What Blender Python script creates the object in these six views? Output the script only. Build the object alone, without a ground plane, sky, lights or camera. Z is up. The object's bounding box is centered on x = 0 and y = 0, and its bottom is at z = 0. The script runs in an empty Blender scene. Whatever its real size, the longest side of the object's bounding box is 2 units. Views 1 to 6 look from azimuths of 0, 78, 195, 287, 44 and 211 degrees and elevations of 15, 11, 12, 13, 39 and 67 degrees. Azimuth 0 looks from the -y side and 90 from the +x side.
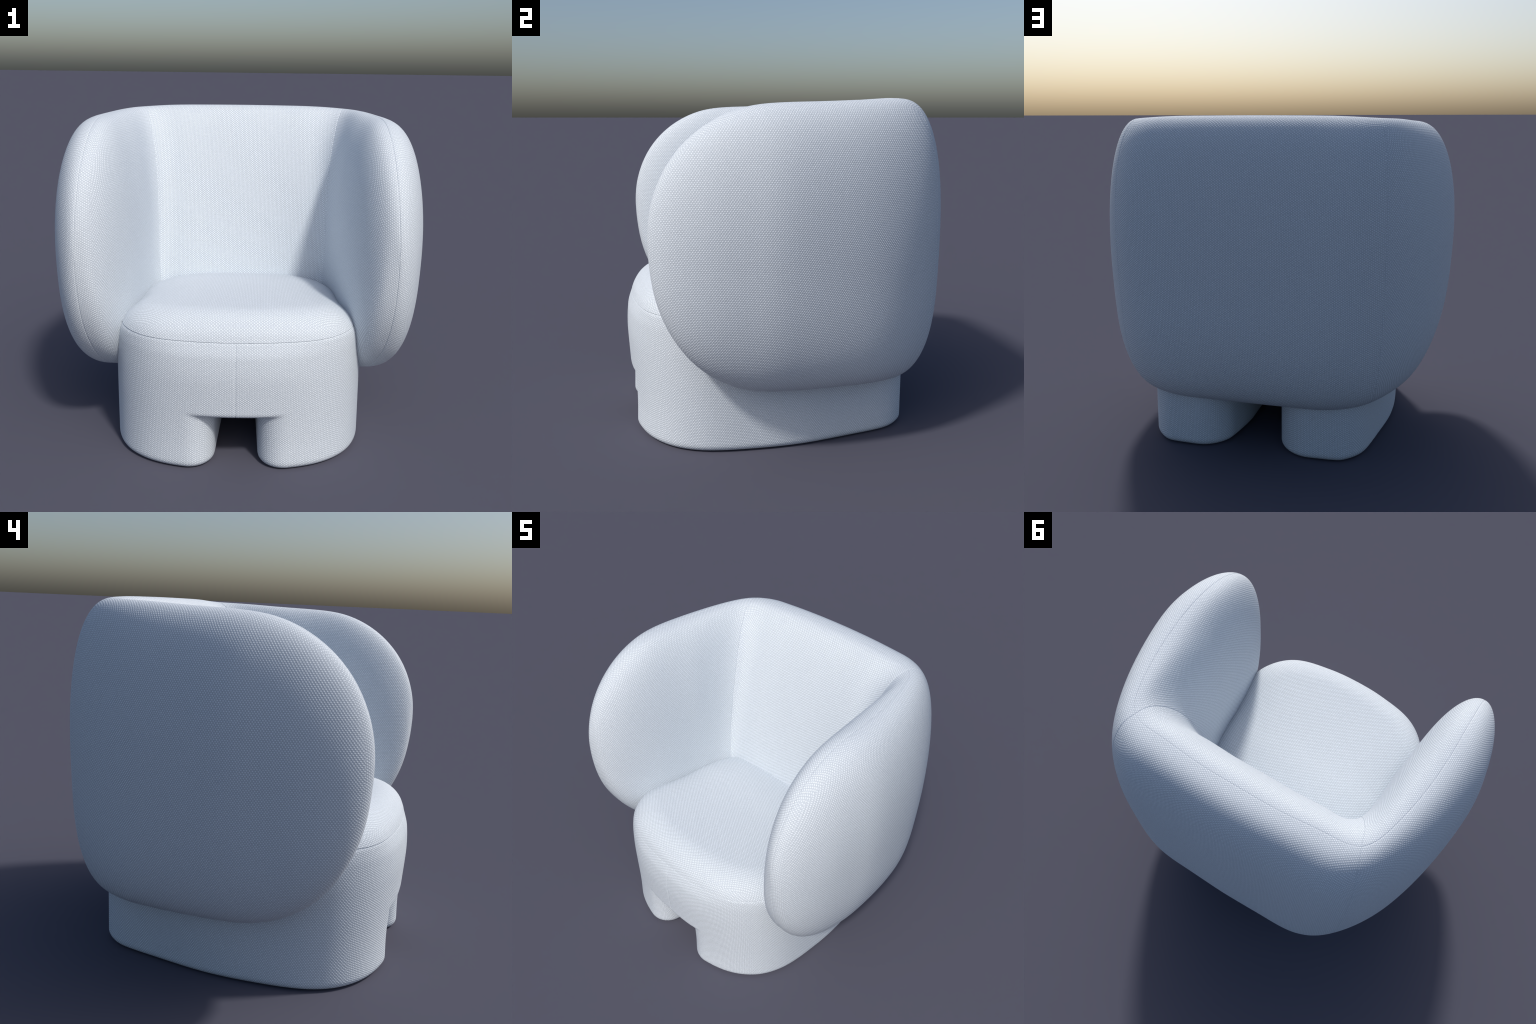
"""Upholstered tub armchair: pillow shaped wrap-around shell (backrest and two
armrests sewn at mitred corners), a domed seat cushion and a stout base on two
slab legs, all in one pale dotted weave."""
import bpy, bmesh
import numpy as np
from mathutils import Vector

# ------------------------------------------------------------------ material
def fabric_material(name):
    m = bpy.data.materials.new(name)
    m.use_nodes = True
    nt = m.node_tree
    N, L = nt.nodes, nt.links
    bsdf = N["Principled BSDF"]

    def put(sock, v):
        if isinstance(v, (int, float)):
            sock.default_value = v
        else:
            L.new(v, sock)

    def math(op, a, b=None, c=None):
        n = N.new("ShaderNodeMath")
        n.operation = op
        for s, v in zip(n.inputs, (a, b, c)):
            if v is not None:
                put(s, v)
        return n.outputs[0]

    co = N.new("ShaderNodeTexCoord")
    # thread wobble: the weave is not perfectly regular
    wob = N.new("ShaderNodeTexNoise")
    wob.inputs["Scale"].default_value = 60.0
    wob.inputs["Detail"].default_value = 1.0
    L.new(co.outputs["Object"], wob.inputs["Vector"])
    wsub = N.new("ShaderNodeVectorMath")
    wsub.operation = "SUBTRACT"
    L.new(wob.outputs["Color"], wsub.inputs[0])
    wsub.inputs[1].default_value = (0.5, 0.5, 0.5)
    wadd = N.new("ShaderNodeVectorMath")
    wadd.operation = "MULTIPLY_ADD"
    L.new(wsub.outputs[0], wadd.inputs[0])
    wadd.inputs[1].default_value = (0.002,) * 3
    L.new(co.outputs["Object"], wadd.inputs[2])
    sep = N.new("ShaderNodeSeparateXYZ")
    L.new(wadd.outputs[0], sep.inputs[0])
    x, y, z = sep.outputs
    nrm = N.new("ShaderNodeSeparateXYZ")
    L.new(co.outputs["Normal"], nrm.inputs[0])

    WIDE, NARROW = 0.0164, 0.0118      # pitch of the staggered dot lattice
    def wave(c, pitch):
        return math("COSINE", math("MULTIPLY", c, 2 * np.pi / pitch))
    def dots(a, b):
        # staggered rows of round dots: a has the wide pitch, b the narrow one
        return math("MULTIPLY_ADD", wave(a, WIDE / 2), .25, math("MULTIPLY", wave(a, WIDE), wave(b, NARROW)))
    lattice = [dots(z, y), dots(x, z), dots(x, y)]
    wts = [math("POWER", math("ABSOLUTE", n), 14.0) for n in nrm.outputs]
    tot = math("ADD", math("ADD", wts[0], wts[1]), wts[2])
    mix = None
    for f, w in zip(lattice, wts):
        t = math("MULTIPLY", f, w)
        mix = t if mix is None else math("ADD", mix, t)
    f = math("DIVIDE", mix, tot)
    mr = N.new("ShaderNodeMapRange")
    mr.interpolation_type = "SMOOTHSTEP"
    mr.inputs["From Min"].default_value = -0.45
    mr.inputs["From Max"].default_value = 1.2
    L.new(f, mr.inputs["Value"])
    dot = mr.outputs["Result"]

    ramp = N.new("ShaderNodeMix")
    ramp.data_type = "RGBA"
    L.new(dot, ramp.inputs["Factor"])
    ramp.inputs["A"].default_value = DARK + (1,)
    ramp.inputs["B"].default_value = LIGHT + (1,)
    # single threads differ a little in tone
    fib = N.new("ShaderNodeTexNoise")
    fib.inputs["Scale"].default_value = 170.0
    fib.inputs["Detail"].default_value = 2.0
    L.new(co.outputs["Object"], fib.inputs["Vector"])
    fr = N.new("ShaderNodeMapRange")
    fr.inputs["From Min"].default_value = 0.3
    fr.inputs["From Max"].default_value = 0.7
    fr.inputs["To Min"].default_value = 0.94
    fr.inputs["To Max"].default_value = 1.06
    L.new(fib.outputs["Fac"], fr.inputs["Value"])
    tone = N.new("ShaderNodeVectorMath")
    tone.operation = "SCALE"
    L.new(ramp.outputs["Result"], tone.inputs[0])
    L.new(fr.outputs["Result"], tone.inputs["Scale"])
    L.new(tone.outputs[0], bsdf.inputs["Base Color"])

    bump = N.new("ShaderNodeBump")
    bump.inputs["Strength"].default_value = 0.35
    bump.inputs["Distance"].default_value = 0.003
    L.new(dot, bump.inputs["Height"])
    L.new(bump.outputs[0], bsdf.inputs["Normal"])
    bsdf.inputs["Roughness"].default_value = 0.85
    bsdf.inputs["Specular IOR Level"].default_value = 0.25
    return m

DARK = (0.53, 0.585, 0.645)
LIGHT = (0.82, 0.88, 0.945)
FABRIC = fabric_material("dotted_weave_fabric")

# ------------------------------------------------------------------ helpers
def new_object(name, verts, faces, parent, normals=None):
    me = bpy.data.meshes.new(name)
    me.from_pydata([tuple(v) for v in verts], [], [tuple(f) for f in faces])
    me.validate()
    me.shade_smooth()
    if normals is not None:
        me.normals_split_custom_set_from_vertices([tuple(n) for n in normals])
    me.materials.append(FABRIC)
    ob = bpy.data.objects.new(name, me)
    bpy.context.scene.collection.objects.link(ob)
    ob.parent = parent
    return ob

def spline(us, ps):
    """Natural cubic spline through ps (n,k) at parameters us."""
    us = np.asarray(us, float)
    ps = np.asarray(ps, float)
    n = len(us)
    h = np.diff(us)
    A = np.eye(n)
    r = np.zeros_like(ps)
    for i in range(1, n - 1):
        A[i, i - 1], A[i, i], A[i, i + 1] = h[i - 1], 2 * (h[i - 1] + h[i]), h[i]
        r[i] = 6 * ((ps[i + 1] - ps[i]) / h[i] - (ps[i] - ps[i - 1]) / h[i - 1])
    M = np.linalg.solve(A, r)
    def ev(u):
        u = np.atleast_1d(np.asarray(u, float))
        k = np.clip(np.searchsorted(us, u, side="right") - 1, 0, n - 2)
        a = (us[k + 1] - u)[:, None]
        b = (u - us[k])[:, None]
        hk = h[k][:, None]
        return ((M[k] * a**3 + M[k + 1] * b**3) / (6 * hk)
                + (ps[k] / hk - M[k] * hk / 6) * a + (ps[k + 1] / hk - M[k + 1] * hk / 6) * b)
    return ev

def gentle(xs, ys):
    """Monotone cubic through (xs, ys), flat outside: no kinks, no overshoot."""
    xs, ys = np.asarray(xs, float), np.asarray(ys, float)
    h = np.diff(xs)
    d = np.diff(ys) / h
    m = np.zeros(len(xs))
    for i in range(1, len(xs) - 1):
        if d[i - 1] * d[i] > 0:
            w1, w2 = 2 * h[i] + h[i - 1], h[i] + 2 * h[i - 1]
            m[i] = (w1 + w2) / (w1 / d[i - 1] + w2 / d[i])
    def ev(x):
        x = np.clip(x, xs[0], xs[-1])
        k = np.clip(np.searchsorted(xs, x, side="right") - 1, 0, len(xs) - 2)
        t = (x - xs[k]) / h[k]
        return ((1 + 2 * t) * (1 - t) ** 2 * ys[k] + t * (1 - t) ** 2 * h[k] * m[k]
                + t * t * (3 - 2 * t) * ys[k + 1] + t * t * (t - 1) * h[k] * m[k + 1])
    return ev

def spow(v, e):
    return np.sign(v) * np.abs(v) ** e

# ------------------------------------------------------------------ the shell
# The shell is lofted through sections.  Parameter u: 0 = middle of the back,
# U_MITRE = sewn corner, U_FRONT = where the rounded nose begins, U_TIP = nose.
U_MITRE, U_FRONT, U_TIP = 3.0, 6.0, 12.0
TIP = np.array([0.790, -0.745, 1.120])
Y_FRONT = -0.10

back_top = [(0, .571, 1.784), (.25, .566, 1.783), (.45, .547, 1.780), (.624, .512, 1.771),
            (.705, .345, 1.766), (.748, .120, 1.757)]
back_low = [(0, .605, .280), (.25, .600, .280), (.43, .572, .284), (.575, .470, .298),
            (.637, .322, .320), (.680, .120, .333)]
back_out = [(0, .840, .80), (.27, .832, .81), (.50, .816, .87), (.697, .714, .92),
            (.862, .471, .87), (.955, .185, .94)]

def nose(th):
    """Crest, bottom and outer points of the rounded arm front, th in radians."""
    s, c = np.sin(th), np.cos(th)
    yy = Y_FRONT + (TIP[1] - Y_FRONT) * spow(s, 2 / 2.1)
    cz = spow(c, 2 / 2.1)
    top = np.array([.790 - .025 * cz, yy, TIP[2] + .630 * cz])
    low = np.array([.790 - .095 * cz**3, yy, TIP[2] - .782 * spow(c, 2 / 2.2)])
    out = np.array([.790 + .204 * spow(c, 2 / 1.85), yy, TIP[2] - .12 * c])
    return top, low, out

ths = np.radians(np.arange(0, 91, 15))
us, tops, lows, outs = list(range(6)), list(back_top), list(back_low), list(back_out)
for i, t in enumerate(ths):
    a, b, c = nose(t)
    us.append(U_FRONT + i); tops.append(a); lows.append(b); outs.append(c)
for i, t in enumerate(ths[-2:-4:-1]):          # run past the nose for a round end
    a, b, c = nose(t)
    us.append(U_TIP + 1 + i); tops.append(b); lows.append(a); outs.append(2 * TIP * [1, 0, 0] + c * [-1, 1, 1])
mir = lambda pts: [np.array(p) * [-1, 1, 1] for p in pts[2:0:-1]]
us_m = [-2, -1] + us
TOP = spline(us_m, mir(tops) + tops)
LOW = spline(us_m, mir(lows) + lows)
OUT = spline(us_m, mir(outs) + outs)

# inner face: straight back and arms meeting in a tight fillet at the sewn corner
in_u = [0, 1, 2, 2.86, 3, 3.14, 4, 5]
in_pts = [(0, .175, .77), (.20, .176, .77), (.37, .177, .76), (.489, .174, .745), (.503, .162, .74),
          (.512, .143, .74), (.536, .055, .75), (.551, -.045, .775)]
def nose_in(th):
    s, c = np.sin(th), np.cos(th)
    return np.array([.790 - .215 * c ** .88 - .014 * (1 - s) ** 2, -.15 + (TIP[1] + .15) * s, TIP[2] - .32 * c ** .8])
for i, t in enumerate(ths):
    in_u.append(U_FRONT + i); in_pts.append(nose_in(t))
INN = spline([-2, -1] + in_u, mir(in_pts) + in_pts)

# inner face: how much the upper part comes in, and how square its roll is
lean = gentle([0, 2, 3, 4, 5.5, 7, 12], [.57, .59, .86, 1.14, 1.28, 1.30, 1.0])
p_in = gentle([0, 3, 5, 8, 12], [2.4, 2.25, 2.7, 2.5, 2.0])
# the arm pads swell towards the sitter in the upper half, next to the sewn corner
swell = gentle([2, 3, 4, 5.5, 7.5], [0, .019, .014, .008, 0])
p_in_low = gentle([0, 5, 7.5, 10, 12], [2.0, 2.2, 3.0, 3.0, 2.0])
# squareness of the outer face, upper and lower half
p_up = gentle([0, 2, 3, 4, 6, 9, 12], [3.0, 2.9, 2.35, 2.2, 2.25, 2.05, 1.9])
p_low = gentle([0, 2, 3, 4, 5, 6, 9, 12], [2.25, 2.55, 3.0, 3.1, 2.8, 2.6, 2.55, 2.0])

def section(u, side, w):
    """Points of one half section: w 0 (crest seam) .. 1 (bottom seam)."""
    T, B = TOP(u)[0], LOW(u)[0]
    X = (OUT if side > 0 else INN)(u)[0]
    k = np.clip((X[2] - B[2]) / max(T[2] - B[2], 1e-6), 0, 1)
    M = B + (T - B) * k
    ang = np.pi * w
    c, s = np.sin(ang), np.cos(ang)          # c: outwards, s: up
    up = s >= 0
    p = np.where(up, p_up(u), p_low(u)) if side > 0 else np.where(up, p_in(u), p_in_low(u))
    cc, ss = spow(c, 2 / p), spow(s, 2 / p)
    V = np.where(up[:, None], T - M, B - M)
    D = X - M
    r = np.ones_like(ss)
    if side < 0:
        r = np.where(up, 1 - (1 - lean(u)) * np.clip(ss, 0, 1), 1.0)
    P = M + np.abs(ss)[:, None] * V + (cc * r)[:, None] * D
    if side < 0:
        q = np.clip(ss, 0, 1)
        P[:, 0] -= swell(u) * 6.75 * q * q * (1 - q)
    return P

GROOVE = [(0.0, .0035), (.0014, .0012), (.0035, .0001)]   # (distance, depth) beside a seam

def half_w(u, side, n=96):
    """Section parameters, crowded beside the seams at crest and bottom."""
    wd = np.linspace(0, 1, 2001)
    P = section(u, side, wd)
    L = np.concatenate([[0], np.cumsum(np.linalg.norm(np.diff(P, axis=0), axis=1))])
    tot = L[-1]
    k = min(1.0, tot / .12)
    e = [g[0] * k for g in GROOVE] + [.008 * k]
    mid = np.linspace(e[-1], tot - e[-1], n)
    l = np.concatenate([e[:-1], mid, [tot - v for v in e[-2::-1]]])
    return np.interp(l, L, wd), k

def loft(u_rows, mitre_rows, crest=1.0):
    """Closed loft; returns verts (rows, cols, 3)."""
    rows = []
    for u in u_rows:
        wo, k = half_w(u, +1)
        wi, _ = half_w(u, -1)
        po, pi = section(u, +1, wo), section(u, -1, wi)
        rows.append(np.concatenate([po, pi[-2:0:-1]]))
    V = np.array(rows)
    # outward normals by finite differences
    dc = np.roll(V, -1, 1) - np.roll(V, 1, 1)
    dr = np.gradient(V, axis=0)
    Nn = np.cross(dr, dc)
    Nn /= np.linalg.norm(Nn, axis=2, keepdims=True) + 1e-12
    cen = V.mean(axis=1, keepdims=True)
    if ((V - cen) * Nn).sum() < 0:
        Nn = -Nn
    no = V.shape[1]
    nh = no // 2
    depth = np.zeros(V.shape[:2])
    for j, (d, g) in enumerate(GROOVE):
        for c in {j, -j % no, (nh - j) % no, (nh + j) % no}:
            depth[:, c] = np.maximum(depth[:, c], g * crest)
    for r, g in mitre_rows:
        depth[r, :] = np.maximum(depth[r, :], g * .8)
    return V - Nn * depth[:, :, None] * .8

def grid_faces(nr, nc):
    f = []
    for i in range(nr - 1):
        for j in range(nc):
            a, b = i * nc + j, i * nc + (j + 1) % nc
            f.append((a, b, b + nc, a + nc))
    return f

def shell_object(name, V, parent, tip=None, flip_x=False):
    nr, nc = V.shape[:2]
    verts = V.reshape(-1, 3)
    faces = grid_faces(nr, nc)
    if tip is not None:
        verts = np.vstack([verts, tip])
        t = len(verts) - 1
        faces += [((nr - 1) * nc + j, (nr - 1) * nc + (j + 1) % nc, t) for j in range(nc)]
    if flip_x:
        verts = verts * [-1, 1, 1]
    # make faces point outwards
    v = verts
    f = faces[nc // 8 + nc * (nr // 2)]
    n = np.cross(v[f[1]] - v[f[0]], v[f[2]] - v[f[0]])
    mid = v[(nr // 2) * nc:(nr // 2 + 1) * nc].mean(0)
    if n @ (v[f[0]] - mid) < 0:
        faces = [q[::-1] for q in faces]
    return new_object(name, verts, faces, parent)

# ------------------------------------------------------------------ the base
plan = [(0, -.840), (.15, -.834), (.30, -.808), (.44, -.752), (.55, -.668), (.62, -.565),
        (.665, -.42), (.690, -.20), (.685, .04), (.652, .25), (.615, .45), (.575, .560),
        (.510, .630), (.42, .653), (.20, .658), (0, .658)]

def closed_outline(pts, per=14):
    full = [np.array(p) for p in pts] + [np.array(p) * [-1, 1] for p in pts[-2:0:-1]]
    n = len(full)
    pad = full[-4:] + full + full[:5]
    ev = spline(np.arange(-4, n + 5), pad)
    return ev(np.linspace(0, n, n * per, endpoint=False))

def signed_plan_grid(poly, xs, ys):
    X, Y = np.meshgrid(xs, ys, indexing="ij")
    P = np.stack([X.ravel(), Y.ravel()], 1)
    best = np.full(len(P), 9.0)
    inside = np.zeros(len(P), bool)
    for a, b in zip(poly, np.roll(poly, -1, 0)):
        ab = b - a
        t = np.clip(((P - a) @ ab) / (ab @ ab), 0, 1)
        best = np.minimum(best, np.linalg.norm(P - a - t[:, None] * ab, axis=1))
        c = (a[1] > P[:, 1]) != (b[1] > P[:, 1])
        with np.errstate(divide="ignore", invalid="ignore"):
            xi = a[0] + (P[:, 1] - a[1]) / (b[1] - a[1]) * ab[0]
        inside ^= c & (P[:, 0] < xi)
    return np.where(inside, -best, best).reshape(X.shape)

GX = np.linspace(-.85, .85, 241)
GY = np.linspace(-1.0, .85, 261)
PLAN = signed_plan_grid(closed_outline(plan), GX, GY)

def plan_dist(x, y):
    fx = np.clip((x - GX[0]) / (GX[1] - GX[0]), 0, len(GX) - 1.001)
    fy = np.clip((y - GY[0]) / (GY[1] - GY[0]), 0, len(GY) - 1.001)
    i, j = fx.astype(int), fy.astype(int)
    a, b = fx - i, fy - j
    return ((PLAN[i, j] * (1 - a) + PLAN[i + 1, j] * a) * (1 - b)
            + (PLAN[i, j + 1] * (1 - a) + PLAN[i + 1, j + 1] * a) * b)

def round_and(d1, d2, r):
    u, v = np.maximum(d1 + r, 0), np.maximum(d2 + r, 0)
    return np.minimum(np.maximum(d1, d2), -r) + np.hypot(u, v)

def smooth_or(a, b, k):
    h = np.clip(.5 + .5 * (b - a) / k, 0, 1)
    return b + (a - b) * h - k * h * (1 - h)

Z_SEAM, Z_LIP, Z_LEG = .700, .298, .262
SEAT_SIDE = gentle([-.6, -.1], [.15, .75])
SEAT_RISE = gentle([-.1, .7], [0, 1])
SEAT_TOP = lambda x, y: .817 + .012 * SEAT_RISE(-y) - .55 * np.clip(y + .10, 0, 1) ** 2 - .05 * x * x - SEAT_SIDE(y) * x ** 4

FRONT_LEAN = gentle([0, .15, .60], [.014, .018, 0])
SEAT_INSET = gentle([.48, .62, .72, .80], [0, .009, .038, .048])

CORNER = gentle([.20, .50], [0, 1])
CORNER_FRONT = gentle([.2, .5], [0, 1])
CORNER_IN = gentle([.10, .30, .60], [-.008, -.006, 0])

def base_field(p):
    x, y, z = p[..., 0], p[..., 1], p[..., 2]
    # the front leans back towards the ground
    g = FRONT_LEAN(z)
    yy = y - g * np.clip(-y / .8, 0, 1)
    corner = CORNER(np.abs(x)) * CORNER_FRONT(-y)     # front corners: drawn in above, broad feet below
    d = plan_dist(x, yy) + SEAT_INSET(z) * (1 - .6 * corner) + corner * CORNER_IN(z)
    body = round_and(d / 1.3, z - SEAT_TOP(x, y), .125)      # a roll wider than high
    body = round_and(body, Z_LIP - z, .022)
    gap = .098 + .07 * np.clip((y - .25) / .4, 0, 1) ** 1.4 + .02 * np.clip((-.3 - y) / .5, 0, 1)
    slab = round_and(d, gap - np.abs(x), .15)
    leg = round_and(slab, -z, .038)
    leg = np.maximum(leg, z - .40)
    # fillet only where the leg stands back from the outer wall
    k = .03 * np.clip((slab - d) / .03, 0, 1) + 1e-5
    return smooth_or(body, leg, k)

def surface_nets(field, lo, hi, h):
    ax = [np.arange(l, u + h, h) for l, u in zip(lo, hi)]
    G = np.stack(np.meshgrid(*ax, indexing="ij"), -1)
    F = field(G)
    S = F < 0
    n = F.shape
    cnt = np.zeros([k - 1 for k in n], int)
    acc = np.zeros([k - 1 for k in n] + [3])
    num = np.zeros([k - 1 for k in n])
    corner = [(a, b, c) for a in (0, 1) for b in (0, 1) for c in (0, 1)]
    sl = lambda c: tuple(slice(c[i], n[i] - 1 + c[i]) for i in range(3))
    for c0 in corner:
        for axis in range(3):
            if c0[axis]:
                continue
            c1 = list(c0); c1[axis] = 1; c1 = tuple(c1)
            f0, f1 = F[sl(c0)], F[sl(c1)]
            cross = (f0 < 0) != (f1 < 0)
            t = np.where(cross, f0 / np.where(cross, f0 - f1, 1), 0)
            p = G[sl(c0)] + (G[sl(c1)] - G[sl(c0)]) * t[..., None]
            acc += np.where(cross[..., None], p, 0)
            num += cross
    act = num > 0
    idx = np.full(act.shape, -1)
    idx[act] = np.arange(act.sum())
    verts = acc[act] / num[act][:, None]
    faces = []
    for axis in range(3):
        o = [i for i in range(3) if i != axis]
        s0 = [slice(None)] * 3; s1 = [slice(None)] * 3
        s0[axis] = slice(0, -1); s1[axis] = slice(1, None)
        a, b = S[tuple(s0)], S[tuple(s1)]
        ii = np.argwhere(a != b)
        ok = np.all([(ii[:, k] > 0) & (ii[:, k] < n[k] - 1) for k in o], axis=0)
        ii = ii[ok]
        e0 = np.eye(3, dtype=int)[o[0]]; e1 = np.eye(3, dtype=int)[o[1]]
        q = np.stack([idx[tuple((ii - d).T)] for d in (0 * e0, e0, e0 + e1, e1)], 1)
        ins = a[tuple(ii.T)]
        fl = ins if axis != 1 else ~ins
        q[~fl] = q[~fl][:, ::-1]
        faces.append(q)
    return verts, np.vstack(faces)

def gradient(field, p, e=2e-3):
    g = np.stack([field(p + d) - field(p - d) for d in np.eye(3) * e], -1) / (2 * e)
    return g

def build_base(parent):
    v, f = surface_nets(base_field, (-.75, -.90, -.03), (.75, .72, .86), .0118)
    for _ in range(5):
        g = gradient(base_field, v)
        v = v - .9 * base_field(v)[:, None] * g / ((g * g).sum(1)[:, None] + 1e-6)
    bm = bmesh.new()
    vs = [bm.verts.new(p) for p in v]
    for q in f:
        bm.faces.new([vs[i] for i in q])
    bmesh.ops.recalc_face_normals(bm, faces=bm.faces)

    def cut(co, no):
        geom = bm.verts[:] + bm.edges[:] + bm.faces[:]
        bmesh.ops.bisect_plane(bm, geom=geom, dist=2e-4, plane_co=co, plane_no=no)
    for d in (-.0035, -.0014, 0, .0014, .0035):
        cut((0, 0, Z_SEAM + d), (0, 0, 1))
        cut((d, 0, 0), (1, 0, 0))
    cut((0, 0, Z_LEG), (0, 0, 1))
    bm.normal_update()
    # sewn grooves: round the cushion, and down the middle of the base front
    dist, dep = [g[0] for g in GROOVE] + [.0065], [g[1] for g in GROOVE] + [0]
    for w in bm.verts:
        # the cushion edge laps over the seam, so the groove opens downwards only
        gd = np.interp(Z_SEAM - w.co.z, [-.0014, 0, .0014, .0035, .0065], [-.0008, .0030, .0026, .0009, 0])
        if w.co.z > Z_SEAM + .002:
            gd = np.interp(w.co.z - Z_SEAM, [.0014, .012], [-.0008, 0])
        if w.co.y < -.5 and .29 < w.co.z < Z_SEAM:
            gd = max(gd, .75 * np.interp(abs(w.co.x), dist, dep))
        if gd != 0:
            w.co -= w.normal * gd
    bm.normal_update()
    bm.verts.index_update()
    co = np.array([w.co for w in bm.verts])
    no = np.array([w.normal for w in bm.verts])
    parts = {"seat_cushion": [], "base": [], "leg": [], "leg.001": []}
    for q in bm.faces:
        c = q.calc_center_median()
        ids = [w.index for w in q.verts]
        if c.z > Z_SEAM - .003 and max(w.co.z for w in q.verts) > Z_SEAM + 1e-4:
            parts["seat_cushion"].append(ids)
        elif max(w.co.z for w in q.verts) > Z_LEG + 1e-4:
            parts["base"].append(ids)
        else:
            parts["leg" if c.x > 0 else "leg.001"].append(ids)
    bm.free()
    for name, fs in parts.items():
        used = sorted({i for q in fs for i in q})
        remap = {i: k for k, i in enumerate(used)}
        new_object(name, co[used], [[remap[i] for i in q] for q in fs], parent, no[used])

# ------------------------------------------------------------------ assemble
chair = bpy.data.objects.new("armchair", None)
bpy.context.scene.collection.objects.link(chair)
chair["label"] = "pale dotted fabric tub armchair with pillow-like wraparound shell"
chair["category"] = "armchair"

du = .0016 / .19, .004 / .19, .009 / .19
inner = np.linspace(0, U_MITRE - du[2], 62)
half = np.concatenate([inner, [U_MITRE - du[1], U_MITRE - du[0], U_MITRE]])

def mirrored_section_loft():
    V = loft(half, [(-1, GROOVE[0][1]), (-2, GROOVE[1][1]), (-3, GROOVE[2][1])], .45)
    W = V[:0:-1] * [-1, 1, 1]
    return np.concatenate([W, V])

shell_object("backrest", mirrored_section_loft(), chair)
front = U_TIP - 6 * (1 - np.linspace(0, 1, 110)) ** 1.25
u_arm = np.concatenate([[U_MITRE, U_MITRE + du[0], U_MITRE + du[1]],
                        np.linspace(U_MITRE + du[2], U_FRONT, 70)[:-1], front[:-1]])
# crest groove cut deeper on one arm, for a darker seam line there
for tight, flip in ((1.15, False), (.9, True)):  # tight: depth factor of the crest groove
    VA = loft(u_arm, [(0, GROOVE[0][1]), (1, GROOVE[1][1]), (2, GROOVE[2][1])], tight)
    shell_object("armrest", VA, chair, TIP, flip_x=flip)
build_base(chair)
